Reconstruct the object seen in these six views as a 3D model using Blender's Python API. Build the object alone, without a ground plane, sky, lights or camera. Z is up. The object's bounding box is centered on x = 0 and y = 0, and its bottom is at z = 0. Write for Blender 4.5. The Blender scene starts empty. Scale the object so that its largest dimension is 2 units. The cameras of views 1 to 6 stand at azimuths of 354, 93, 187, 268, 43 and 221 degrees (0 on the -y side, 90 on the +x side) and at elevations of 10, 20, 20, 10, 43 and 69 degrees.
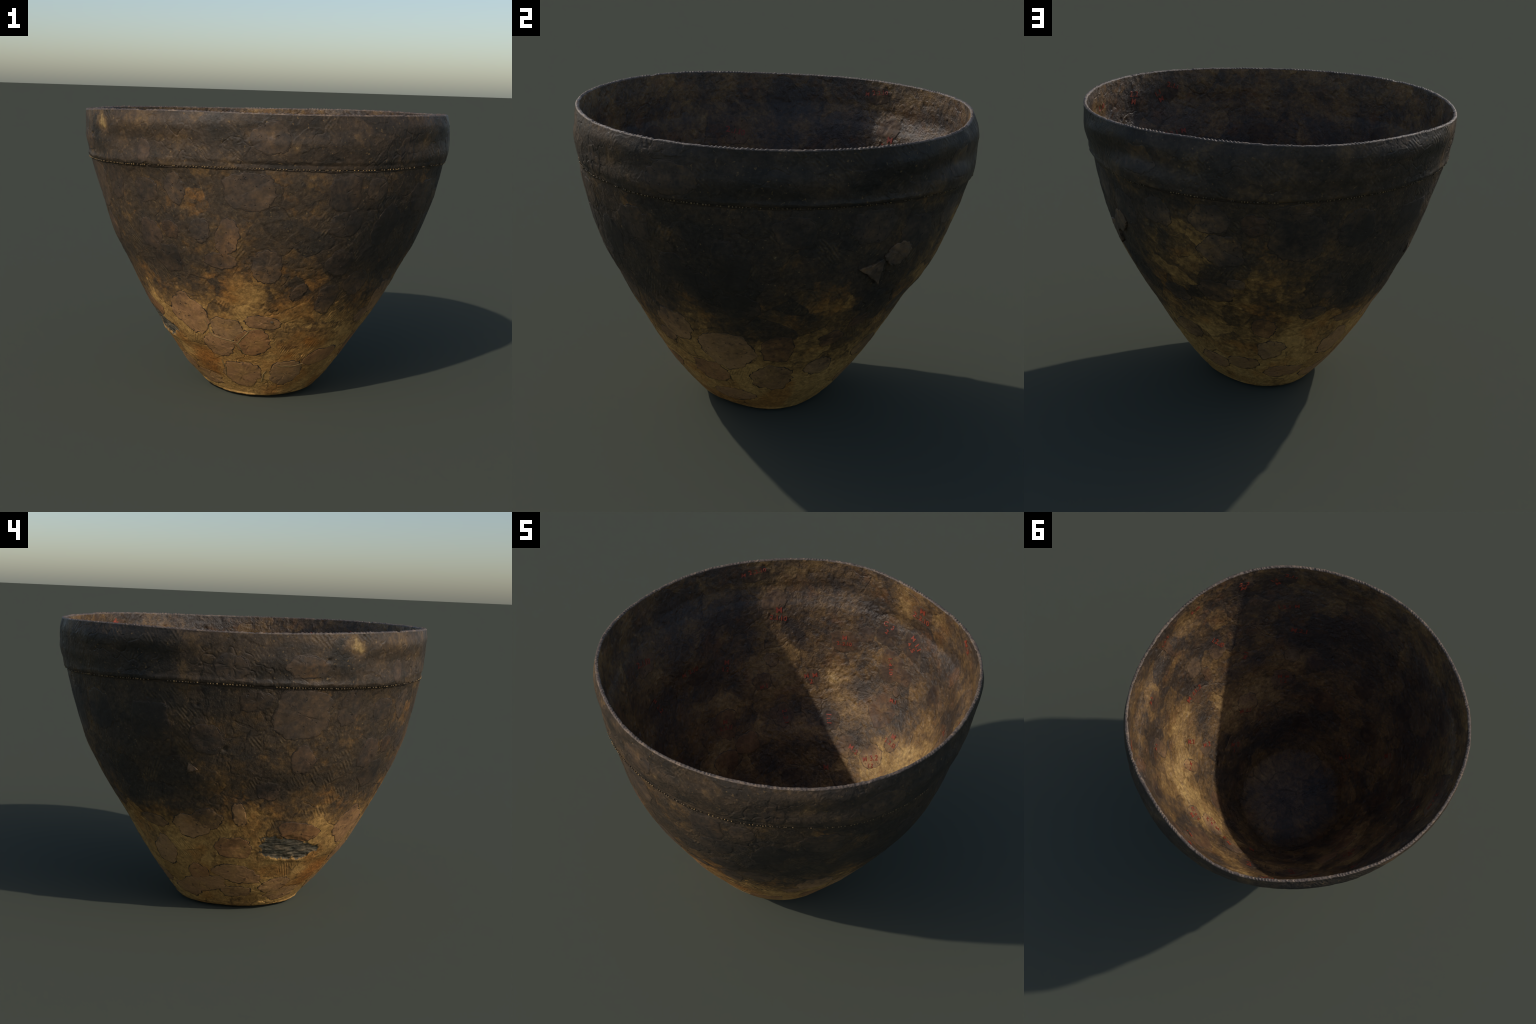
"""A large hand-built earthenware pot, pieced together from sherds and mortar: a rounded conical body,
a thick turned-over collar with a pricked seam below it, a notched lip, and a numbered interior."""
import bpy
import math
import numpy as np

RNG = np.random.default_rng(7)
TAU = 2 * math.pi

# ------------------------------------------------------------------ the vessel's measured profile
BODY_RINGS = [
    # height, mean radius, then cos/sin amplitudes of the 1st to 4th harmonic
    (0, 0.2086, (0.0026, -0.0109, -0.012, -0.003, 0.0092, 0.0033, 0.0044, 0.0019)),
    (0.012, 0.3135, (0.0049, -0.0152, -0.0141, -0.0032, 0.0101, 0.0029, 0.0048, 0.0023)),
    (0.03, 0.3370, (0.0033, -0.0197, -0.0134, -0.0097, 0.0042, 0.0014, 0.0018, 0.0071)),
    (0.055, 0.3580, (0.0035, -0.0205, -0.0132, -0.0087, 0.0036, 0.0012, 0.0002, 0.0057)),
    (0.09, 0.3886, (0.0022, -0.0222, -0.0129, -0.0068, 0.0031, 0.0009, -0.0019, 0.0044)),
    (0.14, 0.4280, (-0.001, -0.0261, -0.0124, -0.0046, 0.003, 0.0007, -0.0043, 0.0038)),
    (0.2, 0.4723, (-0.0031, -0.0282, -0.0125, -0.0042, 0.0035, 0.0007, -0.0065, 0.0026)),
    (0.28, 0.5260, (-0.0038, -0.0295, -0.0132, -0.0039, 0.0045, -0.0001, -0.008, 0.0014)),
    (0.38, 0.5908, (-0.0068, -0.0318, -0.0146, -0.0016, 0.0069, -0.0013, -0.0083, -0.0001)),
    (0.5, 0.6590, (-0.0076, -0.0303, -0.0114, -0.0028, 0.0081, -0.0021, -0.0077, -0.0004)),
    (0.62, 0.7246, (-0.0039, -0.0258, -0.0107, -0.0045, 0.0091, -0.0007, -0.0043, -0.0007)),
    (0.75, 0.7897, (0.0027, -0.0207, -0.0149, -0.001, 0.0067, -0.0034, 0.001, -0.0004)),
    (0.88, 0.8499, (0.0054, -0.0225, -0.0141, -0.001, 0.004, -0.0097, 0.0043, 0.0015)),
    (1.0, 0.8911, (0.0054, -0.0243, -0.0127, -0.0028, 0.0028, -0.0124, 0.005, 0)),
    (1.12, 0.9252, (0.0066, -0.0209, -0.0106, -0.0059, -0.0005, -0.0149, 0.0039, -0.0023)),
    (1.24, 0.9533, (0.0043, -0.0183, -0.0104, -0.0069, -0.0032, -0.016, 0.0031, -0.0037)),
    (1.36, 0.9823, (-0.0054, -0.0092, -0.0102, -0.0006, -0.0066, -0.0218, -0.0032, -0.0119)),
]
COLLAR_RINGS = [
    # fraction of the collar's height, mean radius, harmonics
    (0.085, 0.9797, (0.0028, -0.0108, -0.0043, -0.0033, -0.0025, -0.018, -0.0021, -0.0045)),
    (0.16, 0.9816, (0.0034, -0.0134, -0.0076, -0.0058, -0.0022, -0.0179, -0.0015, -0.0048)),
    (0.45, 0.9909, (-0.0013, -0.0127, -0.0035, -0.0113, 0.0037, -0.0159, 0.0032, 0.0022)),
    (0.76, 0.9992, (-0.0064, -0.0066, -0.0032, -0.0064, 0.0013, -0.0121, -0.0088, -0.0017)),
    (1.0, 0.9880, (-0.0078, -0.0097, 0.0031, -0.0035, 0.0028, -0.0072, -0.004, 0.0027)),
]
RIM_RADIUS = (0.9877, -0.0078, -0.0097, 0.0031, -0.0035, 0.0028, -0.0072, -0.004, 0.0027, -0.0057, -0.0035, -0.0008, -0.0044, 0.0019, 0.0027)
RIM_HEIGHT = (1.5569, 0.0105, -0.0068, -0.0029, 0.0017, 0.0013, -0.0002, -0.003, -0.0013, 0.0004, 0.0001, -0.0003, -0.0001, 0.0001, -0.0003)
SEAM_HEIGHT = (1.2977, 0.0098, -0.01, 0.0036, -0.0007, -0.0008, 0.0018, 0.0006, -0.0048, -0.0004, -0.0003)
LIP_WIDTH = 0.019
COLUMNS = 1500

# ------------------------------------------------------------------ small numeric helpers


def fourier(c, th):
    out = np.full_like(th, c[0])
    for k in range(1, (len(c) - 1) // 2 + 1):
        out = out + c[2 * k - 1] * np.cos(k * th) + c[2 * k] * np.sin(k * th)
    return out


def monotone_slopes(x, y):
    """Slopes of a shape-preserving cubic through (x, y); y may have several columns."""
    h = np.diff(x)[:, None]
    d = np.diff(y, axis=0) / h
    m = np.zeros_like(y)
    w1, w2 = 2 * h[1:] + h[:-1], h[1:] + 2 * h[:-1]
    same = d[1:] * d[:-1] > 0
    with np.errstate(divide="ignore", invalid="ignore"):
        m[1:-1] = np.where(same, (w1 + w2) / (w1 / d[:-1] + w2 / d[1:]), 0)
    m[0], m[-1] = d[0], d[-1]
    return m


class Profile:
    """Rings of (position, mean radius, harmonics), joined by a smooth curve."""

    def __init__(self, rings):
        self.x = np.array([r[0] for r in rings], float)
        self.y = np.array([[r[1], *r[2]] for r in rings], float)
        self.m = monotone_slopes(self.x, self.y)

    def __call__(self, pos, th):
        pos = np.clip(pos, self.x[0], self.x[-1])
        j = np.clip(np.searchsorted(self.x, pos, side="right") - 1, 0, len(self.x) - 2)
        h = self.x[j + 1] - self.x[j]
        t = (pos - self.x[j]) / h
        a, b = 2 * t**3 - 3 * t**2 + 1, t**3 - 2 * t**2 + t
        c, d = -2 * t**3 + 3 * t**2, t**3 - t**2
        out = 0
        for k in range(self.y.shape[1]):
            v = a * self.y[j, k] + b * h * self.m[j, k] + c * self.y[j + 1, k] + d * h * self.m[j + 1, k]
            n = (k + 1) // 2
            out = out + v * (1 if k == 0 else np.cos(n * th) if k % 2 else np.sin(n * th))
        return out


def smooth(a, b, x):
    t = np.clip((x - a) / (b - a), 0, 1)
    return t * t * (3 - 2 * t)


PERM = RNG.permutation(512)
PERM = np.concatenate([PERM, PERM, PERM])
GRAD = RNG.normal(size=(512, 3))
GRAD /= np.linalg.norm(GRAD, axis=1, keepdims=True)


def noise(p, freq, shift=0.0):
    """Gradient noise, about -0.7 .. 0.7, at points p (..., 3)."""
    q = p * freq + shift
    i = np.floor(q).astype(np.int64)
    f = q - i
    u = f * f * f * (f * (f * 6 - 15) + 10)
    i &= 511
    out = 0
    for cx in (0, 1):
        wx = u[..., 0] if cx else 1 - u[..., 0]
        hx = PERM[(i[..., 0] + cx) & 511]
        for cy in (0, 1):
            wy = u[..., 1] if cy else 1 - u[..., 1]
            hy = PERM[hx + ((i[..., 1] + cy) & 511)]
            for cz in (0, 1):
                wz = u[..., 2] if cz else 1 - u[..., 2]
                g = GRAD[PERM[hy + ((i[..., 2] + cz) & 511)] & 511]
                dot = g[..., 0] * (f[..., 0] - cx) + g[..., 1] * (f[..., 1] - cy) + g[..., 2] * (f[..., 2] - cz)
                out = out + wx * wy * wz * dot
    return out


def angle_gap(th, deg):
    return (th - math.radians(deg) + math.pi) % TAU - math.pi


# ------------------------------------------------------------------ the walls as functions of angle and height
BODY, COLLAR = Profile(BODY_RINGS), Profile(COLLAR_RINGS)


def seam_height(th):
    return fourier(SEAM_HEIGHT, th)


def rim_height(th):
    return fourier(RIM_HEIGHT, th)


# broad swells and hollows of a wall built by hand: angle, height, amount, reach round, reach up
SWELLS = [
    (-48, 0.98, -0.020, 15, 0.28), (-48, 1.34, -0.016, 13, 0.20), (153, 1.08, 0.020, 14, 0.18), (127, 0.50, -0.024, 18, 0.09), (125, 0.40, -0.009, 16, 0.08), (52, 1.00, 0.018, 16, 0.16), (57, 1.37, 0.028, 10, 0.06), (38, 1.45, 0.022, 10, 0.06),
    (63, 0.67, -0.014, 14, 0.08), (159, 0.48, -0.009, 12, 0.10), (138, 0.92, 0.009, 10, 0.08), (165, 0.82, 0.007, 8, 0.07), (171, 0.36, 0.008, 10, 0.08), (80, 0.28, 0.006, 12, 0.08), (-134, 0.13, -0.020, 18, 0.07), (-133, 0.28, -0.013, 13, 0.09),
    (-166, 1.24, 0.007, 16, 0.12), (-36, 0.33, -0.013, 14, 0.09), (-22, 0.20, -0.006, 14, 0.08), (-40, 0.64, 0.012, 12, 0.09), (-31, 1.38, 0.009, 10, 0.07), (-153, 1.38, 0.007, 9, 0.07), (-138, 1.32, 0.012, 10, 0.06), (-146, 0.57, 0.007, 9, 0.05),
    (179, 1.08, -0.010, 12, 0.12), (-161, 0.14, 0.007, 12, 0.05), (127, 0.15, -0.006, 14, 0.06),
]
INNER_SWELLS = [(72, 1.41, 0.020, 19, 0.12), (0, 1.38, 0.014, 18, 0.10), (-58, 1.36, 0.013, 20, 0.10), (-100, 1.30, 0.010, 16, 0.10), (177, 1.12, -0.024, 22, 0.18)]


def swell(th, z, table=SWELLS):
    out = 0
    for deg, h, amount, wide, tall in table:
        out = out + amount * np.exp(-(angle_gap(th, deg) / math.radians(wide)) ** 2 - ((z - h) / tall) ** 2)
    return out


def body_radius(th, z):
    return BODY(z, th) + swell(th, z)


def collar_radius(th, z):
    zs, zt = seam_height(th), rim_height(th)
    f = (z - zs) / (zt - zs)
    return COLLAR(f, th) + (fourier(RIM_RADIUS, th) - COLLAR(np.ones_like(th), th)) * smooth(0.55, 1.0, f) + swell(th, z) * (1 - smooth(0.7, 1.0, f))


INNER_GAP = Profile([(0.0, 0.030, ()), (0.25, 0.037, ()), (0.5, 0.034, ()), (0.8, 0.029, ()), (1.1, 0.025, ()), (1.6, 0.020, ())])
FLOOR = 0.032


def inner_radius(th, z):
    """Inside face: follows the body, steps outward over the faint ledge behind the collar, then meets the lip."""
    low = BODY(np.minimum(z, 1.30), th) - INNER_GAP(z, th) + swell(th, z)
    zs, zt = seam_height(th), rim_height(th)
    f = (z - zs) / (zt - zs)
    rim = fourier(RIM_RADIUS, th) - LIP_WIDTH
    up = smooth(-0.10, 0.40, f)
    r = low * (1 - up) + (rim - 0.007) * up
    return r + (rim - r) * smooth(0.4, 1.0, f) + swell(th, z, INNER_SWELLS) * (1 - smooth(0.6, 1.0, f))


BREAK = (-154.3, 0.424, 0.168, 0.082)   # where the surface has come off: angle, height, half width, half length


def break_mask(th, z, p):
    a = angle_gap(th, BREAK[0]) * 0.62 / BREAK[2]
    b = (z - BREAK[1]) * 1.19 / BREAK[3]
    lean = b + 0.34 * a + 0.60 * noise(p, 13, 3.1) + 0.45 * noise(p, 30, 9.0) + 0.15 * noise(p, 80, 9.0)
    half = 1.0 - 0.42 * smooth(-0.6, 1.0, a)
    e = np.abs(a + 0.22 * noise(p, 20, 1.0) + 0.12 * noise(p, 50, 4.0)) ** 3 + np.abs(lean / half) ** 3
    return 1 - smooth(0.75, 1.25, e)


PITS = [(-101.5, 1.245, .010), (-163.0, 1.262, .008), (166, 1.19, .010), (150, 1.21, .010), (-158, 1.425, .012), (174, .98, .02),
        (-94, .50, .009), (-170, .36, .012), (160, .74, .008), (-124, .43, .010), (118, 1.02, .011), (92, 1.27, .009), (-86, .145, .010), (-107, .14, .009)]


def outer_relief(p, th, z):
    level = noise(p, 6.5, 61.0) * 2.6 + noise(p, 26, 62.0) * 0.5
    terrace = np.floor(level) + smooth(0.86, 1.0, level - np.floor(level)) - level
    d = 0.0016 * noise(p, 5) + 0.0018 * noise(p, 13, 7.7) + 0.0011 * noise(p, 34, 2.2) + 0.0007 * noise(p, 85, 5.5) + 0.0016 * terrace
    d = d - 0.003 * smooth(0.40, 0.55, noise(p, 20, 4.4)) - 0.0025 * smooth(0.42, 0.55, noise(p, 52, 8.8))
    ridge = np.abs(noise(p, 9, 31.0) + 0.3 * noise(p, 24, 12.0))
    d = d - 0.0026 * (1 - smooth(0.0, 0.03, ridge)) * smooth(-0.05, 0.2, noise(p, 4, 51.0))
    for deg, h, r in PITS:
        q = np.hypot(angle_gap(th, deg) * 0.9, z - h) / r
        d = d - 0.006 * np.exp(-(q**2) * 2)
    cut = break_mask(th, z, p)
    flat = p * np.array([14, 14, 60.0])
    core = -0.0055 + 0.006 * noise(flat, 1.0) + 0.004 * noise(flat, 2.3, 3.0) + 0.003 * noise(p, 60)
    below = np.exp(-((z - (BREAK[1] - 0.072 - 0.012 * angle_gap(th, BREAK[0]) * 0.62 / BREAK[2])) / 0.016) ** 2)
    lip = 0.0035 * below * np.exp(-((angle_gap(th, BREAK[0]) * 0.62 / 0.135) ** 4)) * (1 - cut)
    return d * (1 - cut) + core * cut + lip


def inner_relief(p, th, z):
    level = noise(p, 7, 41.0) * 2.8 + noise(p, 26, 42.0) * 0.6
    terrace = np.floor(level) + smooth(0.84, 1.0, level - np.floor(level)) - level
    d = 0.0022 * noise(p, 5, 11) + 0.0028 * noise(p, 12, 1.7) + 0.0022 * noise(p, 30, 6.2) + 0.0013 * noise(p, 70, 3.5) + 0.0022 * terrace
    d = d - 0.004 * smooth(0.30, 0.5, noise(p, 22, 14.4)) + 0.003 * smooth(0.32, 0.5, noise(p, 38, 18.8))
    rough = np.exp(-((angle_gap(th, 108.8) * 0.75 / 0.075) ** 2) - ((z - 0.855) / 0.06) ** 2)
    d = d + rough * (0.008 * noise(p, 34, 21.0) + 0.005 * noise(p, 70, 2.0))
    rough = np.exp(-((angle_gap(th, 100) * 0.9 / 0.22) ** 2) - ((z - 1.30) / 0.07) ** 2)
    d = d + rough * (0.0045 * noise(p, 30, 25.0) + 0.003 * noise(p, 80, 2.0))
    hole = np.hypot(angle_gap(th, 14.5) * 0.95, z - 1.475) / 0.012
    return d - 0.012 * np.exp(-hole**2)


def wall(radius, relief, sign, th, z, lift=0.0):
    """Points on a wall (relief applied along the normal, plus lift) for arrays of angle and height."""
    e = 2e-3
    r = radius(th, z)
    rz = (radius(th, z + e) - radius(th, z - e)) / (2 * e)
    rt = (radius(th + e, z) - radius(th - e, z)) / (2 * e)
    c, s = np.cos(th), np.sin(th)
    n = np.stack([c + rt / r * s, s - rt / r * c, -rz], -1)
    n = sign * n / np.linalg.norm(n, axis=-1, keepdims=True)
    p = np.stack([r * c, r * s, z], -1)
    return p + n * (relief(p, th, z) + lift)[..., None]


def body_point(th, z, lift=0.0):
    return wall(body_radius, outer_relief, 1, th, z, lift)


def collar_point(th, z, lift=0.0):
    return wall(collar_radius, outer_relief, 1, th, z, lift)


def inner_point(th, z, lift=0.0):
    return wall(inner_radius, inner_relief, -1, th, z, lift)


# ------------------------------------------------------------------ the vessel: one continuous surface, then split by region
TH = np.arange(COLUMNS) * TAU / COLUMNS
rows, tags = [], []
zero = np.zeros(COLUMNS)


def add(points, tag):
    rows.append(points)
    tags.append(tag)


def fade_to_floor(edge, count, height, relief, tag, outward):
    """Rings closing a bottom: from the centre out to the given edge ring (or back)."""
    f = np.linspace(0.012, 1, count, endpoint=False)
    for q in f if outward else f[::-1]:
        p = edge * q
        k = q**4.4 if relief is inner_relief else q**3
        p[:, 2] = edge[:, 2] * k + height * (1 - k)
        p[:, 2] += relief(p, TH, p[:, 2]) * (1.2 * q if relief is inner_relief else 0.0)
        add(p, tag)


first = body_point(TH, zero + 0.0005)
first[:, 2] = np.maximum(first[:, 2], 0)
fade_to_floor(first, 26, 0.002, outer_relief, "body", True)
us = np.linspace(0, 1, 330) ** 1.25
zs, zt = seam_height(TH), rim_height(TH)
for u in us:
    z = u * zs + (1 - u) * 0.0005
    p = body_point(TH, z)
    p[:, 2] = np.maximum(p[:, 2], 0)
    add(p, "body")
start = 0.085 * (1 + 0.55 * noise(np.stack([np.cos(TH), np.sin(TH), zero], -1), 7, 44) + 0.30 * noise(np.stack([np.cos(TH), np.sin(TH), zero], -1), 22, 45))
low, high = rows[-1], collar_point(TH, zs + start * (zt - zs))
for t in (0.06, 0.2, 0.38, 0.56, 0.74, 0.9):
    bow = 0.13 * math.sin(math.pi * t)
    p = low + (high - low) * np.array([t + bow, t + bow, t - bow])
    wob = noise(p, 16, 5) * 0.003 + noise(p, 45, 2) * 0.0022
    p = p + (np.stack([np.cos(TH), np.sin(TH), zero - 0.6], -1)) * (wob * math.sin(math.pi * t) - 0.003 * (t < 0.1))[:, None]
    add(p, "collar")
for f in np.linspace(0, 1, 96):
    add(collar_point(TH, zs + (start * (1 - f) + f) * (zt - zs) - 0.004 * f), "collar")

outer_edge = rows[-1]
inner_edge = inner_point(TH, zt - 0.005)
ring3 = np.stack([np.cos(TH), np.sin(TH), zero], -1)
beat = 330 * TH + 7.0 * noise(ring3, 12) + 9 * noise(ring3, 2.5, 4)
strength = np.clip(smooth(-0.25, 0.30, noise(ring3, 5, 9.0)) * 0.8 + 0.25 + 1.1 * noise(ring3, 30, 3), 0, 1.3)
notch = np.sin(beat) * strength * 0.0050
chip = -0.007 * smooth(0.30, 0.45, noise(ring3, 14, 33.0)) + 0.004 * noise(ring3, 20, 12) + 0.003 * noise(ring3, 48, 1)
steps = np.linspace(0, 1, 15)[1:-1]
radial = np.stack([np.cos(TH), np.sin(TH), zero], -1)
for s in steps:
    arch = math.sin(math.pi * s)
    p = outer_edge + (inner_edge - outer_edge) * (s - 0.04 * math.sin(TAU * s))
    slant = np.sin(beat + 1.6 * (s - 0.5)) * strength * 0.0030
    p = p + np.array([0, 0, 1.0]) * (0.0065 * arch**0.6 + (slant + chip) * arch**0.5)[:, None]
    p = p - radial * (notch * 0.35 * math.cos(math.pi * s))[:, None]
    add(p, "lip")
rim_in = zt - 0.005
bottom = 0.100
for u in np.linspace(0, 1, 280):
    w = u**0.9
    z = rim_in * (1 - w) + bottom * w
    add(inner_point(TH, z), "interior")
fade_to_floor(rows[-1].copy(), 48, FLOOR, inner_relief, "interior", False)

grid = np.stack(rows)
NR = len(grid)
verts = np.concatenate([grid.reshape(-1, 3), grid[0].mean(0)[None], grid[-1].mean(0)[None]])
south, north = NR * COLUMNS, NR * COLUMNS + 1
i = np.arange(NR - 1)[:, None] * COLUMNS
j, k = np.arange(COLUMNS)[None], (np.arange(COLUMNS)[None] + 1) % COLUMNS
quads = np.stack([i + j, i + k, i + COLUMNS + k, i + COLUMNS + j], -1)          # (NR-1, COLUMNS, 4)

du = np.roll(grid, -1, 1) - np.roll(grid, 1, 1)
dv = np.empty_like(grid)
dv[1:-1] = grid[2:] - grid[:-2]
dv[0], dv[-1] = grid[1] - grid[0], grid[-1] - grid[-2]
nrm = np.cross(du, dv)
nrm /= np.linalg.norm(nrm, axis=-1, keepdims=True) + 1e-12
normals = np.concatenate([nrm.reshape(-1, 3), [[0, 0, -1.0]], [[0, 0, 1.0]]])

row_tag = np.array([tags[r + 1] if tags[r + 1] != "lip" or tags[r] == "lip" else "lip" for r in range(NR - 1)])
row_tag = np.array(["lip" if "lip" in (tags[r], tags[r + 1]) else row_tag[r] for r in range(NR - 1)])
mid = (grid[:-1] + grid[1:]) / 2
mth, mz = np.arctan2(mid[..., 1], mid[..., 0]), mid[..., 2]
is_break = (row_tag[:, None] == "body") & (break_mask(mth, mz, mid) > 0.5)


def new_mesh(name, points, faces, materials, smooth_shade=True, normals_in=None):
    """faces: (n, 4) or (n, 3) index array, or a list of such arrays."""
    groups = [np.asarray(f, np.int64) for f in (faces if isinstance(faces, list) else [faces]) if len(f)]
    used = np.unique(np.concatenate([g.ravel() for g in groups]))
    remap = np.zeros(len(points), np.int64)
    remap[used] = np.arange(len(used))
    me = bpy.data.meshes.new(name)
    loops = np.concatenate([remap[g].ravel() for g in groups])
    sizes = np.concatenate([np.full(len(g), g.shape[1]) for g in groups])
    me.vertices.add(len(used))
    me.vertices.foreach_set("co", np.asarray(points[used], np.float32).ravel())
    me.loops.add(len(loops))
    me.loops.foreach_set("vertex_index", loops.astype(np.int32))
    me.polygons.add(len(sizes))
    me.polygons.foreach_set("loop_start", np.concatenate([[0], np.cumsum(sizes)[:-1]]).astype(np.int32))
    me.polygons.foreach_set("use_smooth", np.full(len(sizes), smooth_shade))
    me.update(calc_edges=True)
    me.validate()
    if normals_in is not None:
        me.normals_split_custom_set_from_vertices(normals_in[used].tolist())
    for m in materials:
        me.materials.append(m)
    return me


def new_object(name, me, parent):
    o = bpy.data.objects.new(name, me)
    bpy.context.scene.collection.objects.link(o)
    o.parent = parent
    return o

# ------------------------------------------------------------------ materials


class Graph:
    """A small helper for writing node trees as expressions."""

    def __init__(self, name):
        self.mat = bpy.data.materials.new(name)
        self.mat.use_nodes = True
        self.t = self.mat.node_tree
        self.t.nodes.clear()
        self.pos = self.node("ShaderNodeTexCoord").outputs["Object"]

    def node(self, kind, inputs=(), **props):
        n = self.t.nodes.new(kind)
        for key, value in props.items():
            setattr(n, key, value)
        for key, value in (inputs.items() if isinstance(inputs, dict) else enumerate(inputs)):
            if value is None:
                continue
            if isinstance(value, bpy.types.NodeSocket):
                self.t.links.new(value, n.inputs[key])
            else:
                n.inputs[key].default_value = value
        return n

    def math(self, op, a, b=None, c=None, clamp=False):
        return self.node("ShaderNodeMath", [a, b, c], operation=op, use_clamp=clamp).outputs[0]

    def vec(self, op, a, b=None):
        return self.node("ShaderNodeVectorMath", [a, b], operation=op).outputs[0]

    def scaled(self, v, k):
        return self.node("ShaderNodeVectorMath", {"Vector": v, "Scale": k}, operation="SCALE").outputs[0]

    def noise(self, v, scale, detail=3.0, rough=0.55, colour=False, distort=0.0):
        n = self.node("ShaderNodeTexNoise", {"Vector": v, "Scale": scale, "Detail": detail, "Roughness": rough, "Distortion": distort})
        return n.outputs["Color" if colour else "Fac"]

    def span(self, x, a, b, c=0.0, d=1.0, kind="SMOOTHSTEP"):
        return self.node("ShaderNodeMapRange", [x, a, b, c, d], interpolation_type=kind, clamp=True).outputs[0]

    def ramp(self, fac, stops):
        n = self.node("ShaderNodeValToRGB", [fac])
        e = n.color_ramp.elements
        while len(e) < len(stops):
            e.new(0.5)
        for el, (p, col) in zip(e, stops):
            el.position, el.color = p, (*col, 1)
        return n.outputs[0]

    def mix(self, fac, a, b, mode="MIX"):
        n = self.node("ShaderNodeMix", data_type="RGBA", blend_type=mode)
        for socket, value in ((n.inputs[0], fac), (n.inputs[6], a), (n.inputs[7], b)):
            if isinstance(value, bpy.types.NodeSocket):
                self.t.links.new(value, socket)
            else:
                socket.default_value = (*value, 1) if isinstance(value, tuple) and len(value) == 3 else value
        return n.outputs[2]

    def spot(self, v, centre, radius, soft=0.5):
        """1 inside a ball around centre, falling to 0 at its radius."""
        d = self.node("ShaderNodeVectorMath", [v, tuple(float(x) for x in centre)], operation="DISTANCE").outputs["Value"]
        return self.span(d, radius, radius * soft)

    def total(self, items):
        out = items[0]
        for x in items[1:]:
            out = self.math("ADD", out, x)
        return out

    def finish(self, colour, rough, height=None, distance=0.002, strength=0.7, specular=0.5):
        ins = {"Base Color": colour, "Roughness": rough, "Specular IOR Level": specular}
        if height is not None:
            b = self.node("ShaderNodeBump", {"Strength": strength, "Distance": distance, "Height": height})
            ins["Normal"] = b.outputs[0]
        p = self.node("ShaderNodeBsdfPrincipled", ins)
        o = self.node("ShaderNodeOutputMaterial")
        self.t.links.new(p.outputs[0], o.inputs[0])
        return self.mat


def on_wall(deg, z, radius=body_radius):
    a = math.radians(deg)
    r = float(radius(np.array([a]), np.array([z]))[0])
    return r * math.cos(a), r * math.sin(a), z


# soot and scorch on the outside: angle, height, reach, weight (dark +, light -)
SOOT = [
    (-52, 0.98, 0.30, 0.34), (-40, 0.82, 0.22, 0.28), (-128, 0.84, 0.20, 0.18), (-70, 1.02, 0.20, 0.12), (-66, 0.66, 0.14, 0.20), (-30, 1.18, 0.2, 0.1),
    (-16, 0.98, 0.34, 0.22), (-8, 0.84, 0.28, 0.20), (14, 1.05, 0.30, 0.10), (40, 0.90, 0.16, 0.14), (38, 0.78, 0.14, 0.14),
    (140, 0.92, 0.34, 0.24), (156, 0.84, 0.24, 0.24), (130, 0.70, 0.20, 0.22), (-174, 0.78, 0.14, 0.22), (-166, 0.80, 0.12, 0.20), (128, 1.10, 0.20, 0.16),
    (150, 1.20, 0.22, 0.16), (110, 0.62, 0.14, 0.10), (108, 1.10, 0.15, 0.10), (-122, 0.66, 0.12, 0.12), (-85, 1.02, 0.14, 0.08),
    (-103, 0.71, 0.17, -0.56), (-118, 0.58, 0.14, -0.12), (-107, 0.90, 0.12, -0.22), (-113, 1.20, 0.09, -0.18), (-106, 1.0, 0.10, -0.12), (-84, 0.60, 0.14, -0.22), (-146, 1.03, 0.14, -0.12),
    (76, 1.06, 0.28, -0.34), (66, 0.90, 0.26, -0.32), (86, 0.74, 0.22, -0.26), (104, 0.84, 0.24, -0.16), (118, 0.50, 0.16, -0.12), (30, 0.72, 0.2, -0.12), (120, 1.05, 0.2, -0.08), (-30, 0.52, 0.20, -0.20), (-176, 0.62, 0.10, -0.2), (-146, 0.56, 0.12, -0.14),
    (-166, 1.10, 0.26, -0.10), (96, 0.95, 0.14, -0.08), (22, 0.80, 0.18, -0.14), (5, 0.36, 0.30, 0.09), (10, 0.48, 0.16, 0.08), (30, 0.46, 0.2, 0.08), (100, 0.30, 0.2, 0.08), (70, 0.45, 0.25, 0.08),
]


def outside_darkness(g, extra=0.0):
    """0 on the pale foot, 0.5 on brown clay, 1 on soot."""
    warp = g.vec("SUBTRACT", g.noise(g.pos, 3.2, 4, 0.6, colour=True), (0.5, 0.5, 0.5))
    p = g.vec("ADD", g.pos, g.scaled(warp, 0.22))
    sep = g.node("ShaderNodeSeparateXYZ", [p])
    x, y, z = sep.outputs
    rho = g.math("SQRT", g.math("ADD", g.math("MULTIPLY", x, x), g.math("MULTIPLY", y, y)))
    c, s = g.math("DIVIDE", x, rho), g.math("DIVIDE", y, rho)
    edge = g.math("MULTIPLY_ADD", c, -0.035, 0.575)
    edge = g.math("MULTIPLY_ADD", s, -0.03, edge)
    low = g.math("SUBTRACT", z, edge)
    d = g.span(low, -0.29, 0.24, -0.03, 0.66)
    parts = [d, g.span(low, 0.10, 0.42, 0.0, 0.07)]
    for deg, h, reach, weight in SOOT:
        parts.append(g.math("MULTIPLY", g.spot(p, on_wall(deg, h), reach, 0.25), weight))
    fine = g.math("MULTIPLY_ADD", g.noise(g.pos, 8, 7, 0.70), 1.05, -0.525 + extra)
    spot = g.math("MULTIPLY_ADD", g.noise(g.pos, 30, 5, 0.68), 0.80, -0.40)
    return g.math("ADD", g.total(parts + [fine, spot]), 0.0, clamp=True)


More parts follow.
